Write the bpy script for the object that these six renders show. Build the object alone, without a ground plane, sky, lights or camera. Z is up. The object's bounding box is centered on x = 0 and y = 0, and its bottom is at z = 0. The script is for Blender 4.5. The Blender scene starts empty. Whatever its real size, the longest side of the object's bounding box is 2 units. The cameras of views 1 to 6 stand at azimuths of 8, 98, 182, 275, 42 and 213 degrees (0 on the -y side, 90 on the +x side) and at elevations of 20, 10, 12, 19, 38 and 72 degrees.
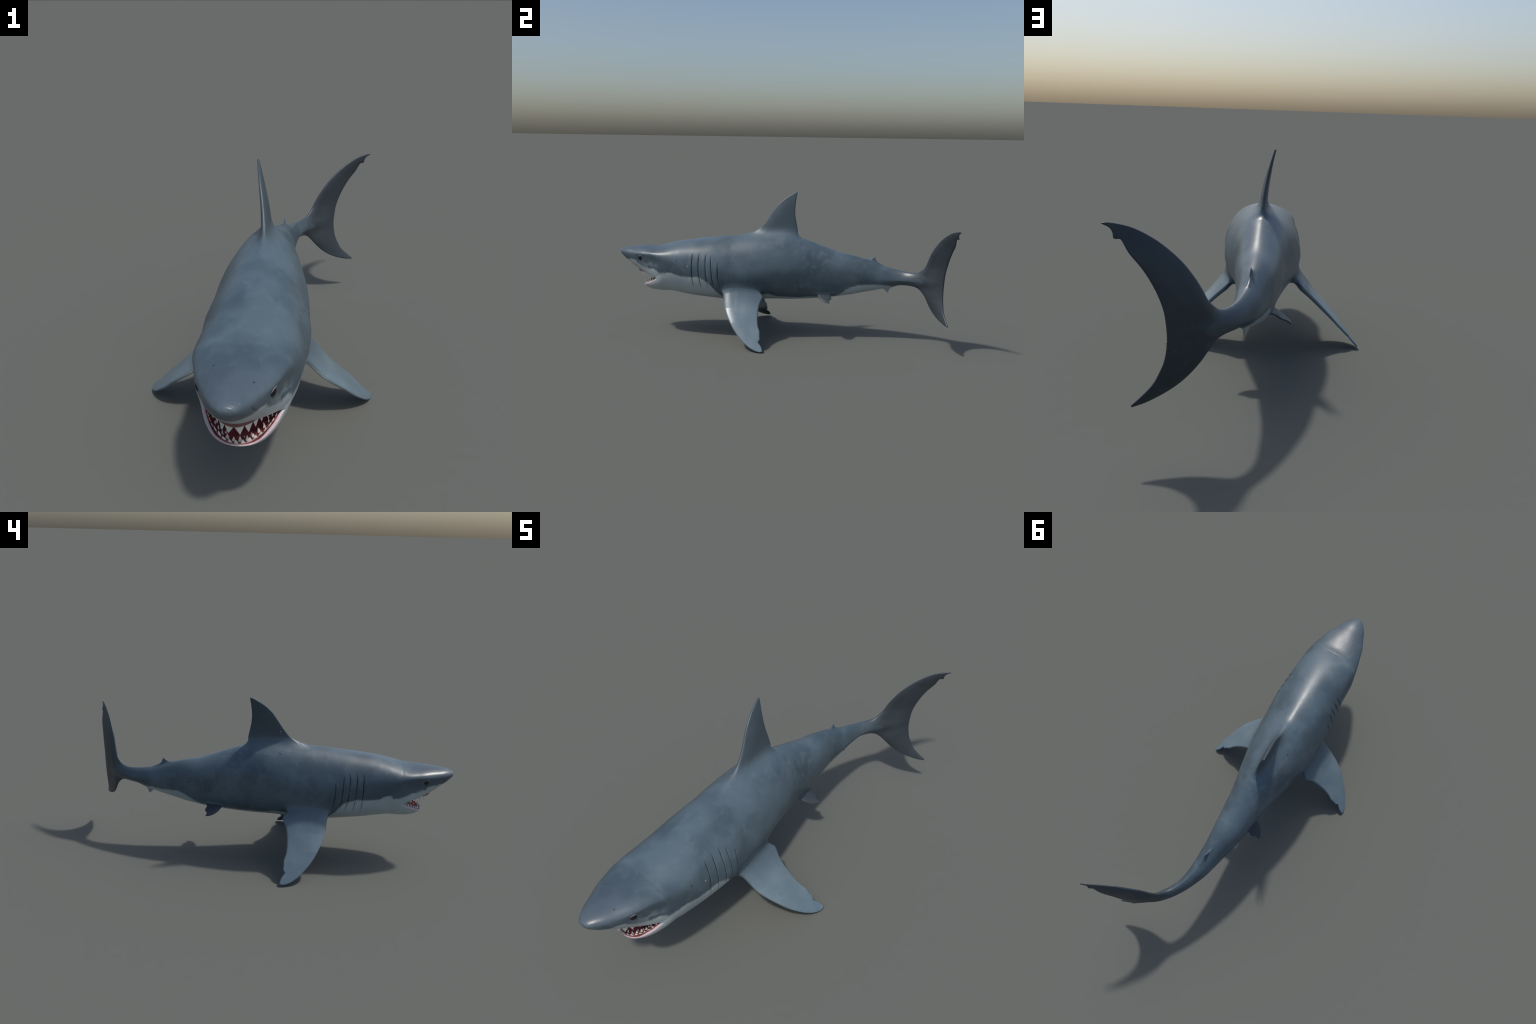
"""Great white shark: one smooth skin modelled as an implicit surface (lofted
body + fins with airfoil sections + carved mouth), split into anatomical parts,
with separate teeth, gums, eyes and dark slivers added in the gill grooves."""
import bpy, math, random
import numpy as np

random.seed(7)
rng = np.random.default_rng(7)

# ------------------------------------------------------------------ curves
def pchip(xk, yk, x):
    """smooth interpolation through control points (3-point slopes)"""
    xk = np.asarray(xk, float); yk = np.asarray(yk, float)
    h = np.diff(xk); d = np.diff(yk) / h
    m = np.empty_like(yk)
    m[1:-1] = (d[:-1] * h[1:] + d[1:] * h[:-1]) / (h[:-1] + h[1:])
    m[0] = d[0]; m[-1] = d[-1]
    # limit overshoot
    for i in range(len(d)):
        if d[i] == 0: m[i] = m[i + 1] = 0
    x = np.clip(x, xk[0], xk[-1])
    i = np.clip(np.searchsorted(xk, x) - 1, 0, len(xk) - 2)
    t = (x - xk[i]) / h[i]
    return ((2*t**3 - 3*t**2 + 1) * yk[i] + (t**3 - 2*t**2 + t) * h[i] * m[i]
            + (-2*t**3 + 3*t**2) * yk[i+1] + (t**3 - t**2) * h[i] * m[i+1])

TS = np.linspace(-1.0, 0.9, 3801)          # spine parameter = y of the spine

# spine sideways position (the fish bends, the tail sweeps to +x)
SP = pchip([-1, -.9, -.76, -.66, -.55, -.48, -.42, -.35, -.28, -.2, -.12, -.04, .05, .2, .35, .43, .5, .56, .62, .67, .72, .76, .80, .83, .855, .888, .9],
           [.039, .0375, .0365, .037, .0368, .0345, .031, .0265, .022, .0165, .012, .009, .0065, .0045, .003, .0045, .0095, .015, .0225, .032, .0455, .062, .0835, .104, .1236, .163, .177], TS)
SG = np.gradient(SP, TS)

# body profiles along the spine: top, bottom, height of the widest point, half width
PZT = pchip([-1, -.997, -.99, -.98, -.965, -.95, -.9, -.84, -.8, -.76, -.72, -.66, -.6, -.55, -.48, -.42, -.35, -.28, -.2, -.12, -.04, .05, .12, .2, .28, .35, .43, .5, .56, .62, .67, .72, .76, .80, .84, .9],
            [.4905, .4985, .5045, .509, .5138, .517, .5222, .5262, .5275, .5298, .538, .5535, .566, .5745, .584, .5915, .599, .6065, .612, .616, .619, .6165, .600, .573, .545, .5205, .5035, .487, .469, .4485, .4375, .429, .424, .421, .420, .41], TS)
PZB = pchip([-1, -.997, -.99, -.973, -.964, -.938, -.92, -.905, -.89, -.85, -.806, -.76, -.72, -.66, -.6, -.55, -.48, -.42, -.35, -.28, -.2, -.12, -.04, .05, .12, .2, .28, .35, .43, .5, .56, .62, .67, .72, .76, .80, .84, .9],
            [.4905, .481, .470, .453, .444, .425, .408, .397, .386, .358, .325, .290, .266, .256, .246, .2365, .2275, .2215, .2145, .2095, .213, .2185, .2215, .222, .2265, .2335, .2435, .2535, .269, .2865, .300, .3165, .331, .344, .348, .350, .350, .36], TS)
PZW = pchip([-1, -.97, -.9, -.84, -.8, -.76, -.72, -.66, -.6, -.55, -.48, -.42, -.35, -.28, -.2, -.12, -.04, .05, .2, .35, .5, .62, .72, .8, .9],
            [.4905, .487, .484, .489, .487, .483, .473, .452, .436, .426, .416, .408, .399, .394, .398, .407, .417, .424, .427, .4185, .393, .3735, .375, .379, .38], TS)
PA = pchip([-1, -.997, -.99, -.98, -.965, -.95, -.9, -.84, -.8, -.76, -.72, -.66, -.6, -.55, -.48, -.42, -.35, -.28, -.2, -.12, -.04, .05, .12, .2, .28, .35, .43, .5, .56, .62, .67, .72, .76, .80, .84, .88, .9],
           [.001, .0155, .028, .038, .050, .060, .0835, .1085, .122, .1355, .146, .156, .159, .1615, .1675, .1725, .173, .1705, .168, .162, .148, .130, .114, .0965, .088, .0805, .070, .059, .052, .0455, .0385, .0325, .0285, .0250, .020, .008, .004], TS)
NTOP = np.interp(TS, [-.9, -.6, -.3, .1, .5, .62, .72, .85], [1.95, 2.1, 1.8, 1.85, 2.05, 1.9, 1.55, 1.5])
NBOT = np.interp(TS, [-.95, -.87, -.80, -.76, -.65, -.45, -.3, .05, .2, .33, .5, .62, .72, .85], [1.9, 2.0, 2.3, 2.4, 2.45, 2.15, 2.0, 1.75, 2.0, 2.1, 1.85, 1.65, 1.4, 1.4])

def spine_coords(P):
    t = np.clip(P[:, 1], -1, .9)
    for _ in range(4):
        X = np.interp(t, TS, SP); G = np.interp(t, TS, SG)
        t = np.clip(t + ((P[:, 0]-X)*G + (P[:, 1]-t)) / (1+G*G), -1, .9)
    X = np.interp(t, TS, SP); G = np.interp(t, TS, SG); q = np.sqrt(1+G*G)
    lat = ((P[:, 0]-X) - (P[:, 1]-t)*G) / q
    along = ((P[:, 0]-X)*G + (P[:, 1]-t)) / q
    return t, lat, along

def spine_point(t, lat, z):
    X = np.interp(t, TS, SP); G = np.interp(t, TS, SG); q = math.sqrt(1+G*G)
    return np.array([X + lat/q, t - lat*G/q, z])

def spine_points(t, lat, z):
    X = np.interp(t, TS, SP); G = np.interp(t, TS, SG); q = np.sqrt(1+G*G)
    return np.stack([X + lat/q, t - lat*G/q, z], -1)

def section(lat, dz, a, b, n):
    r = ((np.abs(lat)/a + 1e-6)**n + (np.abs(dz)/b + 1e-6)**n) ** (1/n)
    rho = np.sqrt(lat*lat + dz*dz) + 1e-9
    return rho * (1 - 1/r)

def smin(a, b, k):
    h = np.clip(.5 + .5*(b-a)/k, 0, 1)
    return b*(1-h) + a*h - k*h*(1-h)

def smax(a, b, k):
    return -smin(-a, -b, k)

# ------------------------------------------------------------------ gill slits
# each: spine position at top / middle / bottom, top z, bottom z
GILLS = [(-.514, -.517, -.510, .515, .303), (-.476, -.479, -.465, .516, .301), (-.438, -.439, -.422, .516, .297),
         (-.409, -.404, -.392, .504, .294), (-.366, -.366, -.350, .469, .288)]

def gill_t(g, z):
    f = np.clip((g[3]-z) / (g[3]-g[4]), 0, 1)
    return g[0]*(1-f)*(1-2*f) + g[1]*4*f*(1-f) + g[2]*f*(2*f-1)

def gill_relief(t, z):
    out = np.zeros_like(t)
    for g in GILLS:
        f = (g[3]-z) / (g[3]-g[4])
        tap = np.clip(f/.2, 0, 1)*np.clip((1-f)/.12, 0, 1)
        tap = tap*tap*(3-2*tap)
        u = t - gill_t(g, z)
        out += tap*(.0048*np.exp(-(u/.0022)**2) - .0013*np.exp(-((u+.011)/.010)**2))
    return out

# ------------------------------------------------------------------ mouth
def tab(y, xs, vs):
    return np.interp(y, xs, vs)
ZL_X, ZL_V = [-.96, -.925, -.90, -.86, -.837, -.805, -.77, -.738, -.70, -.66, -.6, -.56], [.2, .35, .388, .382, .375, .3665, .358, .346, .322, .305, .30, .30]
ZR_X, ZR_V = [-.90, -.846, -.828, -.798, -.768, -.738, -.70, -.66, -.6, -.56], [.268, .290, .300, .313, .327, .346, .376, .40, .41, .42]
DOME_X, DOME_V = [-.905, -.885, -.85, -.8, -.74, -.68, -.63, -.58], [0, .010, .020, .030, .040, .048, .030, 0]
BOWL_X, BOWL_V = [-.845, -.83, -.8, -.74, -.68, -.63, -.58], [0, .009, .018, .036, .052, .040, 0]
WI_X, WI_V = [-.905, -.88, -.85, -.83, -.8, -.74, -.68, -.61, -.56], [.02, .042, .050, .060, .078, .098, .092, .07, .04]
smooth_tab = lambda X, V: (TS[(TS < -.5)], pchip(X, V, TS[(TS < -.5)]))
ZLT, ZRT, DOT, BOT, WIT = [smooth_tab(*q) for q in ((ZL_X, ZL_V), (ZR_X, ZR_V), (DOME_X, DOME_V), (BOWL_X, BOWL_V), (WI_X, WI_V))]

def mouth_void(t, lat, z):
    y = np.clip(t, -.96, -.56)
    wi = np.maximum(tab(y, *WIT), .01)
    c = np.clip(1 - (lat/wi)**2, 0, 1)
    c = np.sqrt(c)
    top = tab(y, *ZLT) + np.maximum(tab(y, *DOT), 0)*c
    bot = tab(y, *ZRT) - np.maximum(tab(y, *BOT), 0)*c
    return np.maximum(np.maximum(z-top, bot-z)*.8, t+.56)

JY = [-.8485, -.8465, -.842, -.834, -.82, -.804, -.77, -.74, -.709, -.66, -.6]
JW = pchip(JY, [.002, .020, .040, .056, .073, .086, .106, .119, .130, .128, .10], TS)
JB = pchip(JY, [.289, .2865, .2835, .2785, .271, .2625, .2565, .2535, .2545, .262, .285], TS)
JC = pchip(JY, [.293, .295, .299, .304, .310, .317, .329, .344, .36, .38, .40], TS)

def jaw_field(t, lat, z):
    tc = np.clip(t, -.8485, -.6)
    w = np.interp(tc, TS, JW); b = np.interp(tc, TS, JB); c = np.interp(tc, TS, JC)
    dz = z - c
    hb = np.where(dz < 0, np.maximum(c-b, .003), .035)
    d = section(lat, dz, w, hb, 2.15)
    over = np.maximum(-.8485-t, 0) + np.maximum(t+.6, 0)
    return np.sqrt(np.maximum(d, 0)**2 + over**2) + np.minimum(d, 0)*(over <= 0)

def nostril_relief(t, lat, z):
    # slanting slit on each side under the snout
    f = np.clip((t+.953)/.030, 0, 1)
    zc = .478 - .026*f
    inside = np.clip(1-np.abs((t+.938)/.017), 0, 1)
    return .0045*np.sqrt(inside)*np.exp(-((z-zc)/.0035)**2)*(np.abs(lat) > .02)

def body_field(P, carve=True):
    t, lat, along = spine_coords(P)
    a = np.maximum(np.interp(t, TS, PA), .001)
    zw = np.interp(t, TS, PZW)
    dz = P[:, 2] - zw
    b = np.where(dz > 0, np.interp(t, TS, PZT)-zw, zw-np.interp(t, TS, PZB))
    b = np.maximum(b, .001)
    n = np.where(dz > 0, np.interp(t, TS, NTOP), np.interp(t, TS, NBOT))
    F = section(lat, dz, a, b, n)
    ab = np.abs(along)
    F = np.where(ab > 1e-4, np.sqrt(np.maximum(F, 0)**2 + ab**2), F)
    z = P[:, 2]
    head = t < -.3
    if head.any():
        th, lh, zh = t[head], lat[head], z[head]
        f = F[head]
        f = f + np.where(np.abs(lh) > .05, gill_relief(th, zh), 0)
        f = f + nostril_relief(th, lh, zh)
        # brow step: the skull drops to the snout, soft hollow behind the eye
        f = f + .006*np.exp(-((th+.765)/.06)**2 - ((zh-.445)/.03)**2)
        f = f - .0026*np.exp(-((th+.845)/.04)**2 - ((zh-.4865)/.008)**2)
        f = f + .0038*np.exp(-((th+.847)/.024)**2 - ((zh-.463)/.014)**2)
        for tc, dp in ((-.723, .0007),):
            f = f + dp*np.exp(-((th-tc)/.006)**2)*np.clip((zh-.49)/.03, 0, 1)
        f = smin(f, jaw_field(th, lh, zh), .012)
        if carve: f = smax(f, -mouth_void(th, lh, zh), .004)
        F = F.copy(); F[head] = f
    return F

# ------------------------------------------------------------------ fins
def spline2(pts, per=5):
    p = np.asarray(pts, float); out = []
    for i in range(len(p)-1):
        p0 = p[max(i-1, 0)]; p1 = p[i]; p2 = p[i+1]; p3 = p[min(i+2, len(p)-1)]
        for k in range(per):
            t = k/per
            out.append(.5*((2*p1) + (p2-p0)*t + (2*p0-5*p1+4*p2-p3)*t*t + (3*p1-p0-3*p2+p3)*t**3))
    out.append(p[-1])
    return np.array(out)

def seg_dist(Q, L):
    d2 = np.full(len(Q), 1e9)
    for a, b in zip(L[:-1], L[1:]):
        ab = b-a; w = Q-a
        h = np.clip((w@ab)/(ab@ab+1e-15), 0, 1)
        e = w - h[:, None]*ab
        d2 = np.minimum(d2, (e*e).sum(1))
    return np.sqrt(d2)

def inside_poly(Q, L):
    c = np.zeros(len(Q), bool)
    M = np.roll(L, -1, axis=0)
    for a, b in zip(L, M):
        if a[1] == b[1]: continue
        k = ((a[1] > Q[:, 1]) != (b[1] > Q[:, 1]))
        k &= Q[:, 0] < (b[0]-a[0])*(Q[:, 1]-a[1])/(b[1]-a[1]) + a[0]
        c ^= k
    return c

class Fin:
    """airfoil sheet: planform given by its leading and trailing edges.
    Distances to the edges are tabulated once on a fine planform grid."""
    def __init__(s, name, le, te, local, thick, lead=.03, trail=.06, rim=.0031, blend=.02, le2=None):
        s.name = name; s.local = local
        s.thick = thick; s.lead = lead; s.trail = trail; s.rim = rim; s.blend = blend
        le = spline2(le); te = spline2(te); poly = [le, te]
        if le2: le2 = spline2(le2); poly.append(le2)
        poly = np.vstack(poly)
        s.lo = poly.min(0)-.03; s.hi = poly.max(0)+.03; s.h = .0012
        nx, ny = [int((s.hi[k]-s.lo[k])/s.h)+2 for k in (0, 1)]
        X, Y = np.meshgrid(s.lo[0]+s.h*np.arange(nx), s.lo[1]+s.h*np.arange(ny), indexing='ij')
        Q = np.stack([X.ravel(), Y.ravel()], 1)
        eL = seg_dist(Q, le)
        if le2 is not None: eL = np.minimum(eL, seg_dist(Q, le2))
        eT = seg_dist(Q, te); ins = inside_poly(Q, poly)
        e = np.minimum(eL, eT)*np.where(ins, 1, -1)
        s.g = [v.reshape(nx, ny) for v in (eL, eT, e)]
    def field(s, P):
        F = np.full(len(P), .3)
        p, q, n = s.local(P)
        m = (p > s.lo[0]) & (p < s.hi[0]-s.h) & (q > s.lo[1]) & (q < s.hi[1]-s.h) & (np.abs(n) < .08)
        if not m.any(): return F
        p = p[m]; q = q[m]; an = np.abs(n[m])
        u = (p-s.lo[0])/s.h; v = (q-s.lo[1])/s.h
        i = u.astype(int); j = v.astype(int); u -= i; v -= j
        eL, eT, e = [(A[i, j]*(1-u)+A[i+1, j]*u)*(1-v)+(A[i, j+1]*(1-u)+A[i+1, j+1]*u)*v for A in s.g]
        T = s.thick(p, q)
        g = np.clip(eL/s.lead, 0, 1); g = g*(2-g)
        k = np.clip(eT/s.trail, 0, 1); k = k*(2-k)
        air = np.where(e > 0, T*g*k, 0)
        r = s.rim(p, q) if callable(s.rim) else s.rim
        F[m] = np.sqrt(an**2+np.maximum(r-e, 0)**2) - r - air
        return F

def lerp_t(xs, vs):
    return lambda v: np.interp(v, xs, vs)

# dorsal fin: (y, z), leaning to -x toward the tip
def dorsal_local(P):
    lean = .0075 - .0425*np.clip((P[:, 2]-.62)/.25, 0, 2)**1.65 - .045*(P[:, 1]-.02)
    return P[:, 1], P[:, 2], P[:, 0]-lean
dth = lerp_t([.56, .62, .66, .75, .82, .872], [.016, .0120, .0095, .0066, .0045, .002])
dorsal = Fin('dorsal_fin', [(-.235, .56), (-.199, .608), (-.172, .626), (-.133, .654), (-.103, .688), (-.077, .725), (-.055, .759), (-.030, .794), (.004, .827), (.041, .852), (.067, .867), (.078, .8715)],
             [(.085, .868), (.079, .829), (.075, .784), (.076, .742), (.083, .701), (.091, .663), (.094, .644), (.090, .628), (.085, .56)],
             dorsal_local, lambda p, q: dth(q), lead=.05, trail=.09, blend=.045,
             rim=lambda p, q: np.interp(q, [.62, .75, .85, .87], [.0060, .0052, .0042, .0036]))

d2th = lerp_t([.44, .47, .507], [.008, .004, .0005])
second_dorsal = Fin('second_dorsal_fin', [(.49, .45), (.505, .475), (.526, .486), (.541, .495), (.560, .5065)],
                    [(.5605, .505), (.562, .494), (.569, .477), (.585, .464), (.605, .453), (.62, .43)],
                    lambda P: (P[:, 1], P[:, 2], P[:, 0]-.0135-.08*(P[:, 1]-.55)), lambda p, q: d2th(q), lead=.012, trail=.03, rim=.0019, blend=.012)
anth = lerp_t([.285, .32, .35], [.0005, .004, .007])
anal = Fin('anal_fin', [(.585, .345), (.600, .322), (.615, .3135), (.626, .303), (.644, .2885)],
           [(.6445, .290), (.647, .304), (.657, .323), (.672, .331), (.69, .35)],
           lambda P: (P[:, 1], P[:, 2], P[:, 0]-.0255-.16*(P[:, 1]-.64)), lambda p, q: anth(q), lead=.012, trail=.03, rim=.0019, blend=.010)

# caudal fin: sheet continuing the bent spine
CA = np.array([.12, .862]); CD = np.array([.89037, .45523]); CN = np.array([-.45523, .89037])
CBX = [-.16, -.122, -.0585, -.02, 0, .05, .12, .2, .3]
CBV = [-.108, -.08, -.04, -.0165, -.008, .003, .0146, .026, .035]
CS = np.linspace(-.16, .32, 300); CB = pchip(CBX, CBV, CS)
CZ = [.17, .2, .22, .25, .28, .312, .34, .38, .42, .442, .467, .5, .537, .582, .625, .658, .683, .70, .715]
CLE = [.21, .125, .085, .045, .013, -.016, -.05, -.08, -.06, -.036, -.011, .007, .03, .064, .107, .149, .19, .225, .28]
CTE = [.235, .200, .180, .157, .142, .128, .122, .121, .1245, .128, .132, .145, .163, .189, .222, .242, .275, .285, .31]
def caudal_local(P):
    r0 = P[:, 0]-CA[0]; r1 = P[:, 1]-CA[1]
    s = r0*CD[0]+r1*CD[1]; n = r0*CN[0]+r1*CN[1]
    dz = P[:, 2]-.38
    n0 = np.interp(s, CS, CB) - np.where(dz > 0, .32, .70)*dz*dz
    z = P[:, 2]
    c = np.clip((s-np.interp(z, CZ, CLE))/(np.interp(z, CZ, CTE)-np.interp(z, CZ, CLE)), 0, 1)
    n0 = n0 - .006*4*c*(1-c)*np.interp(z, [.22, .28, .40, .47], [0, 1, 1, 0])
    n0 = n0 + c*np.interp(z, [.2, .3, .38, .5, .6, .66, .7], [0, .006, .008, .010, .0085, .0035, 0]) - (1-c)*np.interp(z, [.47, .55, .65, .7], [0, .004, .004, 0])
    return s, P[:, 2], (n-n0)*.93
cth = lerp_t([.17, .25, .34, .40, .46, .6, .72], [.001, .0050, .0070, .0100, .0090, .0055, .001])
caudal = Fin('caudal_fin', [(-.13, .40), (-.095, .411), (-.062, .422), (-.036, .442), (-.011, .467), (.007, .499), (.030, .537), (.064, .582), (.107, .625), (.149, .658), (.190, .683), (.225, .699), (.262, .709), (.285, .7125), (.300, .711)],
             [(.3005, .709), (.279, .698), (.270, .685), (.2675, .668), (.250, .6655), (.243, .655), (.228, .626), (.197, .586), (.172, .546), (.152, .505), (.136, .461), (.129, .423), (.125, .379), (.126, .346), (.132, .308), (.142, .280), (.161, .241), (.190, .209), (.224, .180)],
             caudal_local, lambda p, q: cth(q)*np.interp(p, [-.1, 0, .12], [1.25, 1.05, .95]), lead=.032, trail=.07, rim=lambda p, q: np.interp(q, [.17, .22, .38, .6, .66, .7], [.0034, .0040, .0046, .0040, .0032, .0030]), blend=.022,
             le2=[(.226, .177), (.219, .1735), (.180, .180), (.130, .197), (.085, .219), (.047, .247), (.013, .280), (-.016, .312), (-.050, .340), (-.085, .352), (-.13, .355)])
# pectoral fins: swept wings hanging out and down
PANG = .085
PR = np.array([math.cos(PANG), math.sin(PANG), 0]); PF = np.array([math.sin(PANG), -math.cos(PANG), 0])
PO = np.array([.0125, -.2235, .29])
PLE = [(.112, -.07), (.114, -.02), (.110, .02), (.103, .055), (.097, .095), (.083, .150), (.058, .207), (.030, .258), (0, .300), (-.040, .345), (-.076, .374), (-.108, .390), (-.131, .3945)]
PTE = [(-.1425, .389), (-.137, .366), (-.125, .345), (-.1155, .331), (-.123, .317), (-.121, .287), (-.120, .263), (-.109, .230), (-.104, .185), (-.104, .138), (-.108, .092), (-.117, .062), (-.127, .036), (-.118, .014), (-.10, -.01), (-.09, -.07)]
pth = lerp_t([-.07, 0, .05, .15, .25, .35, .40], [.020, .0145, .0112, .0080, .0055, .003, .001])
prim = lambda p, q: np.interp(q, [0, .1, .2, .3, .36, .4], [.0080, .0068, .0060, .0046, .0038, .0034])
def pect_axes(side):
    g = side*.685*PR + np.array([0, 0, -.728]); g /= np.linalg.norm(g)
    o = PO + side*.15*PR
    if side > 0: o = o + np.array([0, -.0065, 0])
    n = np.cross(PF, g)
    n /= np.linalg.norm(n)
    if n[2] < 0: n = -n
    if side < 0: o = o + n*.004
    return o, g, n
def pect_local(side):
    o, g, nv = pect_axes(side)
    def f(P):
        R = P-o
        f = R@PF; q = R@g
        # slight washout: trailing edge droops near the root, mid leading edge lifted
        drop = np.interp(q, [-.05, .03, .15, .25, .35], [.010, .010, .006, .002, 0])*np.clip((.02-f)/.12, 0, 1)
        lift = np.interp(q, [.05, .12, .22, .32, .4], [0, -.003, .005, .003, 0])*np.clip((f+.06)/.1, 0, 1)
        return f, q, R@nv + drop - lift
    return f
pect_r = Fin('pectoral_fin', PLE, PTE, pect_local(1), lambda p, q: pth(q), lead=.05, trail=.085, rim=prim, blend=.036)
pect_l = Fin('pectoral_fin', PLE, PTE, pect_local(-1), lambda p, q: pth(q), lead=.05, trail=.085, rim=prim, blend=.036)

# pelvic fins
def pelvic_local(side):
    g = np.array([side*.89, 0, -.456]); nv = np.array([side*.456, 0, .89]); o = np.array([.001+side*.03, 0, .284])
    def f(P):
        R = P-o
        return P[:, 1], R@g, R@nv
    return f
VLE = [(.205, -.03), (.214, 0), (.222, .036), (.239, .072), (.265, .099), (.287, .109), (.302, .1105)]
VTE = [(.304, .108), (.299, .095), (.303, .080), (.311, .070), (.309, .054), (.304, .042), (.313, .022), (.315, 0), (.32, -.03)]
vth = lerp_t([-.03, .03, .11], [.009, .005, .001])
pelv_r = Fin('pelvic_fin', VLE, VTE, pelvic_local(1), lambda p, q: vth(q), lead=.022, trail=.05, rim=.0028, blend=.014)
pelv_l = Fin('pelvic_fin', VLE, VTE, pelvic_local(-1), lambda p, q: vth(q), lead=.022, trail=.05, rim=.0028, blend=.014)

FINS = [dorsal, second_dorsal, anal, caudal, pect_r, pect_l, pelv_r, pelv_l]

def skin_parts(P):
    """field of the body and of every fin"""
    return [body_field(P)] + [f.field(P) for f in FINS]

def skin(P):
    fs = skin_parts(P)
    F = fs[0]
    for f, fin in zip(fs[1:], FINS):
        F = np.where(f < .25, smin(F, f, fin.blend), F)
    return F

def skin_chunked(P, n=200000):
    return np.concatenate([skin(P[i:i+n]) for i in range(0, len(P), n)]) if len(P) else np.zeros(0)

# ------------------------------------------------------------------ polygonise (surface nets)
def axis(breaks):
    out = [breaks[0][0]]
    for a, b, h in breaks:
        n = max(1, int(round((b-a)/h)))
        out += list(a + (b-a)*np.arange(1, n+1)/n)
    return np.array(out)

GX = axis([(-.45, -.20, .0040), (-.20, .20, .0030), (.20, .45, .0034)])
GY = axis([(-1.012, -.72, .0022), (-.72, -.33, .0024), (-.33, .82, .0034), (.82, 1.012, .0026)])
GZ = axis([(-.03, .20, .0032), (.20, .72, .0028), (.72, .89, .0030)])

def polygonise():
    nx, ny, nz = len(GX), len(GY), len(GZ)
    B = 8
    V = np.full((nx, ny, nz), .05, np.float32)
    ix = np.arange(0, nx, B); iy = np.arange(0, ny, B); iz = np.arange(0, nz, B)
    ex = np.minimum(ix+B, nx-1); ey = np.minimum(iy+B, ny-1); ez = np.minimum(iz+B, nz-1)
    cx = (GX[ix]+GX[ex])/2; cy = (GY[iy]+GY[ey])/2; cz = (GZ[iz]+GZ[ez])/2
    C = np.stack(np.meshgrid(cx, cy, cz, indexing='ij'), -1).reshape(-1, 3)
    FC = skin_chunked(C).reshape(len(ix), len(iy), len(iz))
    near = np.abs(FC) < .045
    for a, b, c in np.argwhere(~near & (FC < 0)):
        V[ix[a]:ix[a]+B, iy[b]:iy[b]+B, iz[c]:iz[c]+B] = -.05
    M = np.zeros((nx, ny, nz), bool)
    for a, b, c in np.argwhere(near):
        M[ix[a]:ix[a]+B, iy[b]:iy[b]+B, iz[c]:iz[c]+B] = True
    I = np.argwhere(M)
    P = np.stack([GX[I[:, 0]], GY[I[:, 1]], GZ[I[:, 2]]], 1)
    V[M] = skin_chunked(P)
    S = V < 0
    s8 = [S[i:nx-1+i, j:ny-1+j, k:nz-1+k] for i in (0, 1) for j in (0, 1) for k in (0, 1)]
    cnt = sum(s.astype(np.int8) for s in s8)
    cell = (cnt > 0) & (cnt < 8)
    idx = np.full(cell.shape, -1, np.int32)
    CI = np.argwhere(cell)
    idx[cell] = np.arange(len(CI))
    acc = np.zeros((len(CI), 3)); num = np.zeros(len(CI))
    corners = [(i, j, k) for i in (0, 1) for j in (0, 1) for k in (0, 1)]
    for c0 in corners:
        for ax in range(3):
            if c0[ax]: continue
            c1 = list(c0); c1[ax] = 1
            A = CI+np.array(c0); Bq = CI+np.array(c1)
            va = V[A[:, 0], A[:, 1], A[:, 2]].astype(float); vb = V[Bq[:, 0], Bq[:, 1], Bq[:, 2]].astype(float)
            k = (va < 0) != (vb < 0)
            w = np.where(k, va/np.where(k, va-vb, 1), 0)
            pa = np.stack([GX[A[:, 0]], GY[A[:, 1]], GZ[A[:, 2]]], 1)
            pb = np.stack([GX[Bq[:, 0]], GY[Bq[:, 1]], GZ[Bq[:, 2]]], 1)
            acc += (pa+(pb-pa)*w[:, None])*k[:, None]; num += k
    verts = acc/num[:, None]
    quads = []
    for ax in range(3):
        sl0 = [slice(1, -1)]*3; sl1 = [slice(1, -1)]*3
        sl0[ax] = slice(0, -1); sl1[ax] = slice(1, None)
        a = S[tuple(sl0)]; b = S[tuple(sl1)]
        E = np.argwhere(a != b)
        sign = a[tuple(E.T)]
        off = np.ones(3, int); off[ax] = 0
        E = E+off
        u, v = [(1, 2), (2, 0), (0, 1)][ax]
        du = np.zeros(3, int); du[u] = 1; dv = np.zeros(3, int); dv[v] = 1
        q = [idx[tuple((E-o).T)] for o in (du+dv, dv, np.zeros(3, int), du)]
        q = np.stack(q, 1)
        q[~sign] = q[~sign][:, ::-1]
        quads.append(q)
    quads = np.concatenate(quads)
    assert (quads >= 0).all()
    return verts, quads

def relax(v, q, it, lam):
    e = np.concatenate([q[:, [0, 1]], q[:, [1, 2]], q[:, [2, 3]], q[:, [3, 0]]])
    e = np.concatenate([e, e[:, ::-1]])
    deg = np.bincount(e[:, 0], minlength=len(v))[:, None]
    for _ in range(it):
        s = np.stack([np.bincount(e[:, 0], v[e[:, 1], k], len(v)) for k in range(3)], 1)/deg
        v = v+lam*(s-v)
    return v

def project(v, it):
    for _ in range(it):
        f = skin_chunked(v); g = np.zeros_like(v); h = 4e-4
        for k in range(3):
            d = np.zeros(3); d[k] = h
            g[:, k] = (skin_chunked(v+d)-skin_chunked(v-d))/(2*h)
        gg = (g*g).sum(1)
        step = np.clip(-f/np.maximum(gg, .15), -.0015, .0015)
        v = v+g*step[:, None]
    return v

verts, quads = polygonise()
verts = relax(verts, quads, 2, .5)
verts = project(verts, 1)
verts = relax(verts, quads, 1, .35)
verts[:, 2] = np.maximum(verts[:, 2], 0)

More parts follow.
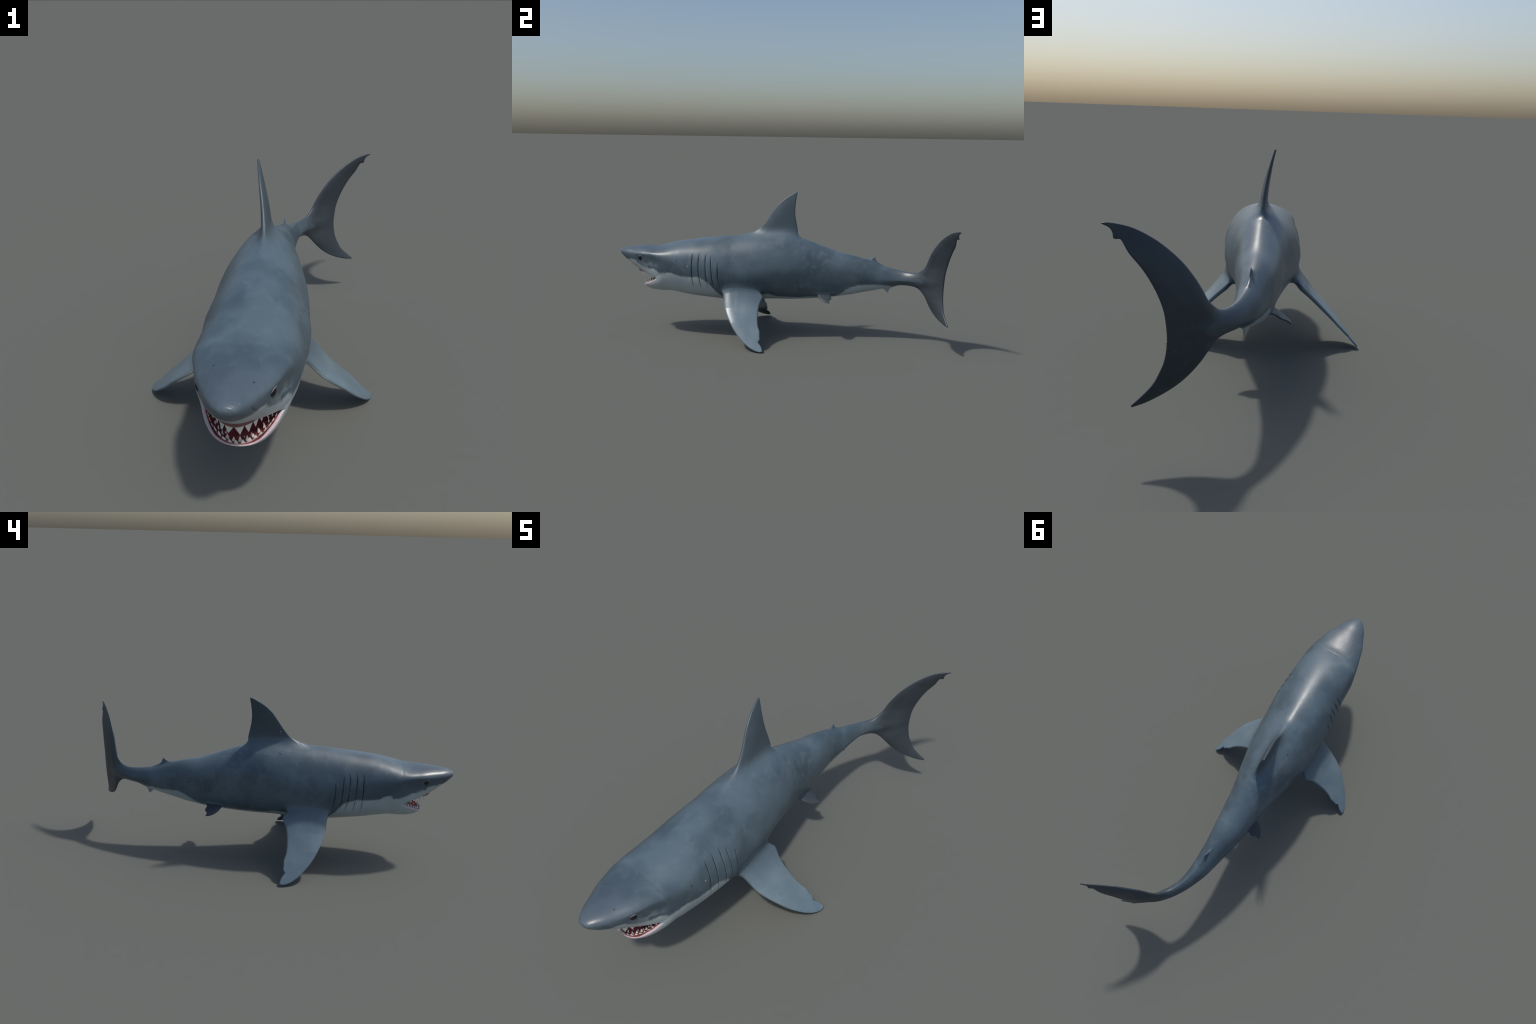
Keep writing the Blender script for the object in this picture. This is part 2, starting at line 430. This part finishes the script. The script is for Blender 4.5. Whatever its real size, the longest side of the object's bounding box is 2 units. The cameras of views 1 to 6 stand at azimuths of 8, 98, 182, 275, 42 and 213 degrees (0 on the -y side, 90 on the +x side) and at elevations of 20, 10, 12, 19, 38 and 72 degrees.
# smooth vertex normals of the whole skin
d1 = verts[quads[:, 2]]-verts[quads[:, 0]]; d2 = verts[quads[:, 3]]-verts[quads[:, 1]]
fn = np.cross(d1, d2)
VN = np.zeros_like(verts)
for k in range(4):
    for c in range(3):
        VN[:, c] += np.bincount(quads[:, k], fn[:, c], len(verts))
VN /= np.linalg.norm(VN, axis=1)[:, None]+1e-12

# ------------------------------------------------------------------ regions
FCN = verts[quads].mean(1)
parts = [np.concatenate([f(FCN[i:i+200000]) for i in range(0, len(FCN), 200000)]) for f in [body_field]+[f.field for f in FINS]]
t_, lat_, _ = spine_coords(FCN)
region = np.where(t_ < -.56, 0, np.where(t_ < .47, 1, 2))       # head, torso, tail
for k, f in enumerate(FINS):
    region[(parts[k+1] < .1) & (parts[k+1] < parts[0]-(.004 if f is not caudal else -.001))] = 10+k
mv = mouth_void(t_, lat_, FCN[:, 2])
LIP = .0092                                                     # width of the skin-coloured lip
near_mouth = (t_ < -.5) & (mv < .006) & (region <= 1)
depth = np.full(len(FCN), -1.)
depth[near_mouth] = -body_field(FCN[near_mouth], carve=False)
lining = near_mouth & (depth > LIP) & (mv < .003)
jaw = (region == 0) & (t_ < -.70) & (FCN[:, 2] < np.interp(t_, *ZRT)+.003) & (FCN[:, 2] < np.interp(t_, [-.85, -.738, -.70], [.34, .346, .27]))
region[jaw] = 4
region[lining] = 3
# pull the border of the mouth lining onto an even line
bv = np.intersect1d(np.unique(quads[lining]), np.unique(quads[near_mouth & ~lining]))
for _ in range(3):
    p = verts[bv]; h = 5e-4; g = np.zeros_like(p)
    dpt = -body_field(p, carve=False)
    for k in range(3):
        o = np.zeros(3); o[k] = h
        g[:, k] = -(body_field(p+o, carve=False)-body_field(p-o, carve=False))/(2*h)
    nb = VN[bv]; g -= nb*(g*nb).sum(1)[:, None]
    st = np.clip((LIP-dpt)/np.maximum((g*g).sum(1), .2), -.0008, .0008)
    verts[bv] = p+g*st[:, None]

# ------------------------------------------------------------------ materials
class NT:
    def __init__(s, name):
        s.m = bpy.data.materials.new(name); s.m.use_nodes = True
        s.t = s.m.node_tree; s.t.nodes.clear()
        s.out = s.n('ShaderNodeOutputMaterial'); s.bsdf = s.n('ShaderNodeBsdfPrincipled')
        s.t.links.new(s.bsdf.outputs[0], s.out.inputs[0])
        s.co = s.n('ShaderNodeTexCoord').outputs['Object']
    def n(s, typ, **kw):
        nd = s.t.nodes.new(typ)
        for k, v in kw.items(): setattr(nd, k, v)
        return nd
    def link(s, a, b): s.t.links.new(a, b)
    def set(s, sock, v):
        if isinstance(v, bpy.types.NodeSocket): s.link(v, sock)
        else: sock.default_value = v
    def math(s, op, a, b=0., c=0., clamp=False):
        nd = s.n('ShaderNodeMath', operation=op, use_clamp=clamp)
        s.set(nd.inputs[0], a); s.set(nd.inputs[1], b)
        if len(nd.inputs) > 2: s.set(nd.inputs[2], c)
        return nd.outputs[0]
    def sep(s, v):
        nd = s.n('ShaderNodeSeparateXYZ'); s.link(v, nd.inputs[0]); return nd.outputs
    def dot(s, v, vec):
        nd = s.n('ShaderNodeVectorMath', operation='DOT_PRODUCT'); s.link(v, nd.inputs[0]); nd.inputs[1].default_value = vec
        return nd.outputs['Value']
    def dist(s, v, p):
        nd = s.n('ShaderNodeVectorMath', operation='DISTANCE'); s.link(v, nd.inputs[0]); nd.inputs[1].default_value = p
        return nd.outputs['Value']
    def mapping(s, scale, loc=(0, 0, 0), rot=(0, 0, 0)):
        nd = s.n('ShaderNodeMapping'); s.link(s.co, nd.inputs[0]); nd.inputs['Scale'].default_value = scale
        nd.inputs['Location'].default_value = loc; nd.inputs['Rotation'].default_value = rot
        return nd.outputs[0]
    def noise(s, scale, detail=3, rough=.55, vec=None, dist=0):
        nd = s.n('ShaderNodeTexNoise'); s.link(vec or s.co, nd.inputs['Vector'])
        nd.inputs['Scale'].default_value = scale; nd.inputs['Detail'].default_value = detail
        nd.inputs['Roughness'].default_value = rough; nd.inputs['Distortion'].default_value = dist
        return nd.outputs[0]
    def ramp(s, f, a, b):
        nd = s.n('ShaderNodeMapRange', interpolation_type='SMOOTHSTEP'); s.set(nd.inputs[0], f)
        nd.inputs[1].default_value = a; nd.inputs[2].default_value = b
        return nd.outputs[0]
    def mix(s, f, a, b, mode='MIX'):
        nd = s.n('ShaderNodeMix', data_type='RGBA', blend_type=mode)
        s.set(nd.inputs['Factor'], f)
        for nm, v in (('A', a), ('B', b)):
            k = [i for i in nd.inputs if i.name == nm and i.type == 'RGBA'][0]
            if isinstance(v, bpy.types.NodeSocket): s.link(v, k)
            else: k.default_value = (*v, 1)
        return [o for o in nd.outputs if o.type == 'RGBA'][0]
    def curve(s, f, pts):
        nd = s.n('ShaderNodeFloatCurve'); s.set(nd.inputs['Value'], f)
        c = nd.mapping.curves[0]
        while len(c.points) < len(pts): c.points.new(.5, .5)
        for p, (x, y) in zip(c.points, pts): p.location = (x, y); p.handle_type = 'AUTO_CLAMPED'
        nd.mapping.update()
        return nd.outputs[0]
    def bump(s, h, strength, dist):
        nd = s.n('ShaderNodeBump'); s.link(h, nd.inputs['Height'])
        nd.inputs['Strength'].default_value = strength; nd.inputs['Distance'].default_value = dist
        s.link(nd.outputs[0], s.bsdf.inputs['Normal'])
    def finish(s, col, rough=.35, spec=.5):
        s.set(s.bsdf.inputs['Base Color'], col if isinstance(col, bpy.types.NodeSocket) else (*col, 1))
        s.set(s.bsdf.inputs['Roughness'], rough)
        s.bsdf.inputs['Specular IOR Level'].default_value = spec
        return s.m

BACK = (.092, .132, .161); BACK2 = (.060, .090, .112); BACK3 = (.140, .184, .212)
DARK = (.021, .025, .031); BELLY = (.40, .46, .48)
PECT = (.135, .190, .228)

# height of the border between slate back and pale belly, along the fish
BORDER = [(-1, .40), (-.965, .425), (-.93, .445), (-.885, .440), (-.85, .424), (-.82, .413), (-.78, .399), (-.74, .392), (-.70, .379), (-.655, .394), (-.61, .376), (-.55, .367), (-.5, .371),
          (-.46, .36), (-.42, .342), (-.39, .305), (-.36, .268), (-.33, .25), (-.12, .262), (-.07, .265), (-.03, .252), (.08, .243), (.19, .25), (.24, .25), (.31, .252), (.345, .268),
          (.40, .302), (.44, .327), (.475, .337), (.6, .338), (.65, .333), (.68, .31), (.71, .2)]

def slate(n):
    """mottled blue-grey skin"""
    big = n.noise(5.5, 3, .5)
    mid = n.noise(20, 4, .6, dist=.6)
    c = n.mix(n.ramp(big, .36, .62), BACK2, BACK)
    c = n.mix(n.math('MULTIPLY', n.ramp(mid, .48, .76), .38), c, BACK3)
    c = n.mix(n.math('MULTIPLY', n.ramp(n.noise(48, 4, .65), .52, .72), .22), c, BACK2)
    x, y, z = n.sep(n.co)
    # pale blotches on the rear flank, below the dorsal fin
    zone = n.math('MULTIPLY', n.ramp(y, .02, .16), n.ramp(y, .42, .25))
    bl = n.math('MULTIPLY', n.ramp(n.noise(26, 3, .6, dist=1.2), .52, .66), zone)
    c = n.mix(n.math('MULTIPLY', bl, .40), c, (.14, .185, .215))
    return c

def specks(n, c):
    # scattered pores (dark) and nicks (pale)
    for scale, lim, col, amt in ((11, .045, (.012, .014, .018), .85), (9.3, .032, (.42, .46, .47), .8), (38, .075, (.030, .040, .050), .55), (31, .06, (.26, .31, .34), .4)):
        v = n.n('ShaderNodeTexVoronoi'); n.link(n.mapping((1, 1, 1), (scale*.37, scale*.11, 3.3)), v.inputs['Vector'])
        v.inputs['Scale'].default_value = scale
        pick = n.math('GREATER_THAN', n.sep(v.outputs['Color'])[0], .72)
        spot = n.math('LESS_THAN', v.outputs['Distance'], lim)
        c = n.mix(n.math('MULTIPLY', n.math('MULTIPLY', pick, spot), amt), c, col)
    return c

def skin_material():
    n = NT('shark_skin')
    x, y, z = n.sep(n.co)
    c = slate(n)
    # darker rear stalk
    c = n.mix(n.math('MULTIPLY', n.ramp(y, .60, .82), .55), c, DARK)
    # snout slightly darker, warmer
    c = n.mix(n.math('MULTIPLY', n.ramp(y, -.72, -.9), .45), c, (.068, .086, .112))
    # border
    f = n.math('MULTIPLY', n.math('ADD', y, 1.0), .5)
    b = n.curve(f, [((yy+1)/2, (zz-.15)/.35) for yy, zz in BORDER])
    b = n.math('ADD', n.math('MULTIPLY', b, .35), .15)
    streak = n.noise(17, 4, .62, vec=n.mapping((1, .55, 1.1)))
    fine = n.noise(60, 3, .6)
    amp = n.math('ADD', .030, n.math('MULTIPLY', n.ramp(y, -.60, -.72), .035))
    w = n.math('MULTIPLY', n.math('SUBTRACT', streak, .5), amp)
    w = n.math('ADD', w, n.math('MULTIPLY', n.math('SUBTRACT', fine, .5), .012))
    d = n.math('SUBTRACT', n.math('ADD', z, w), b)
    up = n.ramp(d, -.006, .009)
    # pale smoky blotches on the cheek
    ck = n.math('MULTIPLY', n.ramp(n.dist(n.mapping((1, .55, 1)), (.13, -.43, .415)), .07, .02), n.ramp(n.noise(24, 4, .6, vec=n.mapping((1, .6, 1))), .47, .62))
    c = n.mix(n.math('MULTIPLY', ck, .5), c, (.24, .29, .31))
    belly = n.mix(n.ramp(n.noise(9, 3, .55), .4, .65), BELLY, (.36, .42, .43))
    # pink lip along the lower jaw rim
    rimd = n.math('SUBTRACT', z, n.math('ADD', .287, n.math('MULTIPLY', n.math('ADD', y, .846), .50)))
    lip = n.math('MULTIPLY', n.ramp(rimd, -.022, -.002), n.ramp(y, -.735, -.76))
    lip = n.math('MULTIPLY', lip, n.math('LESS_THAN', z, .352))
    belly = n.mix(n.math('MULTIPLY', lip, .75), belly, (.50, .37, .40))
    c = n.mix(up, belly, c)
    # single pores on the head
    for p, r in (((.19, -.605, .46), .0048), ((-.023, -.831, .523), .0035), ((.105, -.826, .513), .0022), ((-.067, -.082, .583), .004), ((.122, -.80, .405), .003)):
        c = n.mix(n.ramp(n.dist(n.co, p), r*1.3, r*.7), c, (.012, .015, .018))
    c = specks(n, c)
    n.bump(n.noise(90, 4, .6), .06, .004)
    return n.finish(c, n.math('ADD', .27, n.math('MULTIPLY', n.noise(11, 4, .6), .20)))

def fin_material(name, base, tip, axis_vec, a, b, speck=True):
    n = NT(name)
    c = slate(n)
    c = n.mix(.75, c, base)
    big = n.noise(16, 4, .6)
    c = n.mix(n.math('MULTIPLY', n.ramp(big, .45, .7), .25), c, tuple(min(1, v*1.25) for v in base))
    root_c = slate(n)
    if name == 'caudal_skin': root_c = n.mix(.55, root_c, DARK)
    c = n.mix(n.ramp(n.dot(n.co, axis_vec), a, b), root_c, c)
    if speck: c = specks(n, c)
    n.bump(n.noise(90, 4, .6), .06, .004)
    return n.finish(c, .42)

def pect_material(side):
    o, g, nv = pect_axes(side)
    n = NT('pectoral_skin')
    x, y, z = n.sep(n.co)
    span = n.math('SUBTRACT', n.dot(n.co, tuple(g)), float(o@g))
    nn = n.math('SUBTRACT', n.dot(n.co, tuple(nv)), float(o@nv))
    big = n.noise(14, 4, .6)
    top = n.mix(n.ramp(big, .32, .75), PECT, (.165, .222, .252))
    top = n.mix(n.ramp(span, .13, .0), top, BACK)
    top = n.mix(n.math('MULTIPLY', n.ramp(n.noise(42, 3, .6), .60, .72), .30), top, (.09, .13, .15))
    top = n.mix(n.math('MULTIPLY', n.ramp(span, .25, .38), .35), top, (.10, .155, .205))
    under = n.mix(n.ramp(span, .27, .33), (.34, .385, .40), (.05, .065, .08))
    fwd = n.math('SUBTRACT', n.dot(n.co, tuple(PF)), float(o@PF))
    droop = n.math('MULTIPLY', n.math('MULTIPLY', n.ramp(fwd, .04, -.08), n.ramp(span, .33, .1)), .016)
    ed = n.math('ADD', n.math('ADD', nn, droop), n.math('MULTIPLY', n.math('SUBTRACT', n.noise(30, 3), .5), .006))
    c = n.mix(n.ramp(ed, -.004, .000), under, top)
    c = specks(n, c)
    n.bump(n.noise(90, 4, .6), .06, .004)
    return n.finish(c, .34)

def simple(name, col, rough, var=None, scale=30, spec=.5, sss=0):
    n = NT(name)
    c = col
    if var: c = n.mix(n.ramp(n.noise(scale, 4, .6), .35, .68), col, var)
    if sss:
        n.bsdf.inputs['Subsurface Weight'].default_value = sss
        n.bsdf.inputs['Subsurface Radius'].default_value = (.004, .002, .0015)
    return n.finish(c, rough, spec)

M_SKIN = skin_material()
M_DORSAL = fin_material('dorsal_skin', (.050, .069, .083), None, (0, 0, 1), .61, .70)
M_TAIL = fin_material('caudal_skin', DARK, None, tuple(np.append(CD, 0)), float(CA@CD)-.08, float(CA@CD)+.0)
M_PELVIC = fin_material('pelvic_skin', (.026, .028, .034), None, (0, 0, 1), .30, .29)
M_SMALL = fin_material('small_fin_skin', (.085, .12, .15), None, (0, 0, 1), .47, .49)
M_ANAL = simple('anal_fin_skin', (.22, .27, .29), .4, (.30, .35, .36), 40)
M_PECT_R = pect_material(1); M_PECT_L = pect_material(-1)
M_MOUTH = simple('mouth_flesh', (.24, .055, .062), .4, (.13, .024, .030), 45, sss=.1)
M_GUM = simple('gum_flesh', (.21, .085, .090), .4, (.15, .052, .056), 60)
M_TOOTH = simple('tooth_enamel', (.70, .69, .63), .25, (.60, .58, .50), 60)
M_EYE = simple('eye_black', (.006, .006, .010), .06)
M_LID = simple('eye_rim', (.25, .25, .26), .3)
M_GILL_SHADE = simple('gill_shadow', (.011, .015, .019), .6, spec=.2)

# ------------------------------------------------------------------ objects
root = bpy.data.objects.new('shark', None)
bpy.context.scene.collection.objects.link(root)
root['label'] = 'slate-blue great white shark with open toothy jaws and bent tail'
root['category'] = 'shark'

def link(ob, parent=root):
    bpy.context.scene.collection.objects.link(ob); ob.parent = parent
    return ob

def skin_part(name, sel, mat):
    q = quads[sel]
    used, inv = np.unique(q, return_inverse=True)
    q = inv.reshape(-1, 4)
    me = bpy.data.meshes.new(name)
    me.vertices.add(len(used)); me.vertices.foreach_set('co', verts[used].astype(np.float32).ravel())
    me.loops.add(len(q)*4); me.loops.foreach_set('vertex_index', q.astype(np.int32).ravel())
    me.polygons.add(len(q)); me.polygons.foreach_set('loop_start', np.arange(0, len(q)*4, 4, dtype=np.int32))
    me.update(calc_edges=True)
    me.polygons.foreach_set('use_smooth', np.ones(len(q), bool))
    me.normals_split_custom_set_from_vertices(VN[used].tolist())
    me.materials.append(mat)
    return link(bpy.data.objects.new(name, me))

head = skin_part('head', region == 0, M_SKIN)
torso = skin_part('torso', region == 1, M_SKIN)
tail = skin_part('tail', region == 2, M_SKIN)
lining_ob = skin_part('mouth_lining', region == 3, M_MOUTH)
lower_jaw = skin_part('lower_jaw', region == 4, M_SKIN)
fin_mats = [M_DORSAL, M_SMALL, M_ANAL, M_TAIL, M_PECT_R, M_PECT_L, M_PELVIC, M_PELVIC]
for k, (f, m) in enumerate(zip(FINS, fin_mats)):
    skin_part(f.name, region == 10+k, m)

def mesh_from(name, vs, fs, mat, smooth=True):
    me = bpy.data.meshes.new(name)
    me.from_pydata([tuple(map(float, v)) for v in vs], [], [tuple(map(int, f)) for f in fs])
    me.materials.append(mat)
    if smooth: me.polygons.foreach_set('use_smooth', np.ones(len(me.polygons), bool))
    me.update()
    return me

def surface_lat(t, z, side):
    """lateral distance of the skin at a spine position and height (bisection)"""
    t, z = np.broadcast_arrays(np.asarray(t, float), np.asarray(z, float))
    lo = np.full(t.shape, .01); hi = np.full(t.shape, .25)
    for _ in range(22):
        mid = (lo+hi)/2
        f = body_field(spine_points(t, side*mid, z))
        lo = np.where(f < 0, mid, lo); hi = np.where(f < 0, hi, mid)
    return lo

def tube(path, radii, flat=1.0, seg=12, up=(0, 0, 1)):
    """swept elliptical tube: half width r, half height r*flat (along up)"""
    path = np.asarray(path); vs = []; fs = []
    T = np.gradient(path, axis=0); T /= np.linalg.norm(T, axis=1)[:, None]
    up = np.asarray(up, float)
    for p, t, r in zip(path, T, radii):
        s = np.cross(t, up); s /= np.linalg.norm(s); u = np.cross(s, t)
        for k in range(seg):
            a = 2*math.pi*k/seg
            vs.append(p + s*math.cos(a)*r + u*math.sin(a)*r*flat)
    n = len(path)
    for i in range(n-1):
        for k in range(seg):
            fs.append((i*seg+k, i*seg+(k+1) % seg, (i+1)*seg+(k+1) % seg, (i+1)*seg+k))
    fs.append(tuple(range(seg-1, -1, -1))); fs.append(tuple((n-1)*seg+k for k in range(seg)))
    return vs, fs

# dark slivers added in the carved gill grooves, standing in for their shade
for g in GILLS:
    for side in (1, -1):
        zs = np.linspace(g[3]-.004, g[4]+.004, 28)
        ts = gill_t(g, zs)
        path = spine_points(ts, side*(surface_lat(ts, zs, side)+.0004), zs)
        u = np.linspace(0, 1, len(zs))
        rad = .0003 + (.0011+.0003*np.sin(9*u+g[0]*40))*np.clip(np.minimum(u, 1-u)/.2, 0, 1)**.7
        out = np.array([side, 0, 0.])
        vs, fs = tube(path, rad, .9, 8, up=(side*1.0, .05, 0))
        link(bpy.data.objects.new('gill_slit', mesh_from('gill_slit', vs, fs, M_GILL_SHADE)), head if g[0] < -.56 else torso)

# eyes
import bmesh
def sphere(name, mat, r, scale, segs=32, rings=20):
    bm = bmesh.new(); bmesh.ops.create_uvsphere(bm, u_segments=segs, v_segments=rings, radius=r)
    for v in bm.verts: v.co.x *= scale[0]; v.co.y *= scale[1]; v.co.z *= scale[2]
    me = bpy.data.meshes.new(name); bm.to_mesh(me); bm.free()
    me.materials.append(mat); me.polygons.foreach_set('use_smooth', np.ones(len(me.polygons), bool))
    return me
eye_mesh = sphere('eye', M_EYE, 1, (.0105, .0142, .0155))
for side in (1, -1):
    t0, z0 = -.8475, .4645
    lat = float(surface_lat([t0], [z0], side)[0])
    e = link(bpy.data.objects.new('eye', eye_mesh), head)
    e.location = spine_point(t0, side*(lat-.0025), z0)
    e.rotation_euler = (0, side*.20, side*-.40)
    # pale rim over the upper half of the eye
    a = np.linspace(math.radians(20), math.radians(165), 25)
    tt = t0 + .0143*np.cos(a); zz = z0+.0156*np.sin(a)
    path = spine_points(tt, side*(surface_lat(tt, zz, side)+.0002), zz); rad = .0003+.0012*np.sin(a)
    vs, fs = tube(path, rad, 1, 8, up=(side, 0, 0))
    link(bpy.data.objects.new('eye_rim', mesh_from('eye_rim', vs, fs, M_LID)), head)

# gum bands and teeth
def arc(pts, n):
    """symmetric jaw arc through half-outline (lat, y, z), resampled evenly"""
    h = np.array(pts); full = np.vstack([h[::-1]*[-1, 1, 1], h[1:]])
    L = np.concatenate([[0], np.cumsum(np.linalg.norm(np.diff(full, axis=0), axis=1))])
    s = np.linspace(0, L[-1], n)
    return np.stack([pchip(L, full[:, k], s) for k in range(3)], 1)
def to_world(A):
    return np.array([spine_point(p[1], p[0], p[2]) for p in A])
UP = [(0, -.877, .379), (.026, -.869, .379), (.044, -.852, .378), (.059, -.828, .3755), (.076, -.79, .3685), (.087, -.762, .359), (.095, -.742, .348)]
LOW = [(0, -.8385, .2885), (.033, -.8305, .2925), (.055, -.815, .301), (.073, -.795, .309), (.089, -.770, .322), (.100, -.747, .336)]
vs, fs = tube(to_world(arc(UP, 60)), np.interp(np.linspace(-1, 1, 60), [-1, -.5, -.3, 0, .3, .5, 1], [.002, .003, .006, .0092, .006, .003, .002]), 1.2, 12)
upper_gum = link(bpy.data.objects.new('upper_gum', mesh_from('upper_gum', vs, fs, M_GUM)))
vs, fs = tube(to_world(arc(LOW, 60)), np.interp(np.linspace(-1, 1, 60), [-1, 0, 1], [.002, .004, .002]), .9, 12)
lower_gum = link(bpy.data.objects.new('lower_gum', mesh_from('lower_gum', vs, fs, M_GUM)))

def tooth_mesh():
    """unit tooth: base width 1 along x, height 1 along z, blade depth along y"""
    vs = []; fs = []; seg = 14
    prof = [(0, .42, .12), (.12, .50, .12), (.3, .43, .105), (.5, .32, .085), (.7, .20, .06), (.87, .095, .035), (1, .012, .01)]
    for z, hw, hd in prof:
        for k in range(seg):
            a = 2*math.pi*k/seg
            c, s_ = math.cos(a), math.sin(a)
            vs.append((hw*math.copysign(abs(c)**.9, c), hd*math.copysign(abs(s_)**1.25, s_) + .12*z*z, z))
    for i in range(len(prof)-1):
        for k in range(seg):
            fs.append((i*seg+k, i*seg+(k+1) % seg, (i+1)*seg+(k+1) % seg, (i+1)*seg+k))
    fs.append(tuple(range(seg-1, -1, -1))); fs.append(tuple((len(prof)-1)*seg+k for k in range(seg)))
    return mesh_from('tooth', vs, fs, M_TOOTH)
TOOTH = tooth_mesh()
from mathutils import Matrix, Vector
def set_teeth(path_pts, count, width, height, lean, updir, inset, lift, parent, jitter=.12):
    """teeth along an arc; lean tips inward (radians); inset toward the mouth centre"""
    A = arc(path_pts, 400)
    for i in range(count):
        u = (i+.5)/count
        k = u*399; j = int(k)
        p = A[j]; tan = A[min(j+4, 399)]-A[max(j-4, 0)]; tan[2] = 0; tan /= np.linalg.norm(tan)
        inward = np.array([-tan[1], tan[0], 0])
        if inward[1] < 0 and abs(p[0]) < .06: inward = -inward
        if abs(p[0]) >= .06 and inward[0]*p[0] > 0: inward = -inward
        c = abs(2*u-1)
        w = np.interp(c, [0, .35, 1], width)*(1+rng.uniform(-jitter, jitter))
        h = np.interp(c, [0, .35, 1], height)*(1+rng.uniform(-jitter, jitter))
        q = p+inward*inset+np.array([0, 0, lift])
        base = spine_point(q[1], q[0], q[2])
        ln = lean+rng.uniform(-.12, .12)
        zax = np.array([0, 0, updir])*math.cos(ln)+inward*math.sin(ln)
        zax += tan*rng.uniform(-.08, .08); zax /= np.linalg.norm(zax)
        xax = tan-zax*(tan@zax); xax /= np.linalg.norm(xax); yax = np.cross(zax, xax)
        ob = bpy.data.objects.new('tooth', TOOTH)
        m = Matrix(((xax[0]*w, yax[0]*w, zax[0]*h, base[0]), (xax[1]*w, yax[1]*w, zax[1]*h, base[1]), (xax[2]*w, yax[2]*w, zax[2]*h, base[2]), (0, 0, 0, 1)))
        link(ob, parent); ob.matrix_world = m
set_teeth(UP, 12, (.030, .026, .012), (.030, .027, .012), .08, -1, .003, -.007, upper_gum, .06)
set_teeth(UP, 15, (.016, .014, .008), (.016, .014, .009), .55, -1, .012, .000, upper_gum)
set_teeth(UP, 13, (.011, .011, .007), (.011, .011, .008), .8, -1, .023, .012, upper_gum)
set_teeth(LOW, 17, (.015, .013, .010), (.018, .015, .012), -.42, 1, -.001, .002, lower_gum, .2)
set_teeth(LOW, 14, (.015, .012, .009), (.018, .015, .012), .05, 1, .009, -.001, lower_gum, .2)
set_teeth(LOW, 11, (.012, .010, .008), (.014, .013, .010), .40, 1, .019, -.008, lower_gum, .2)
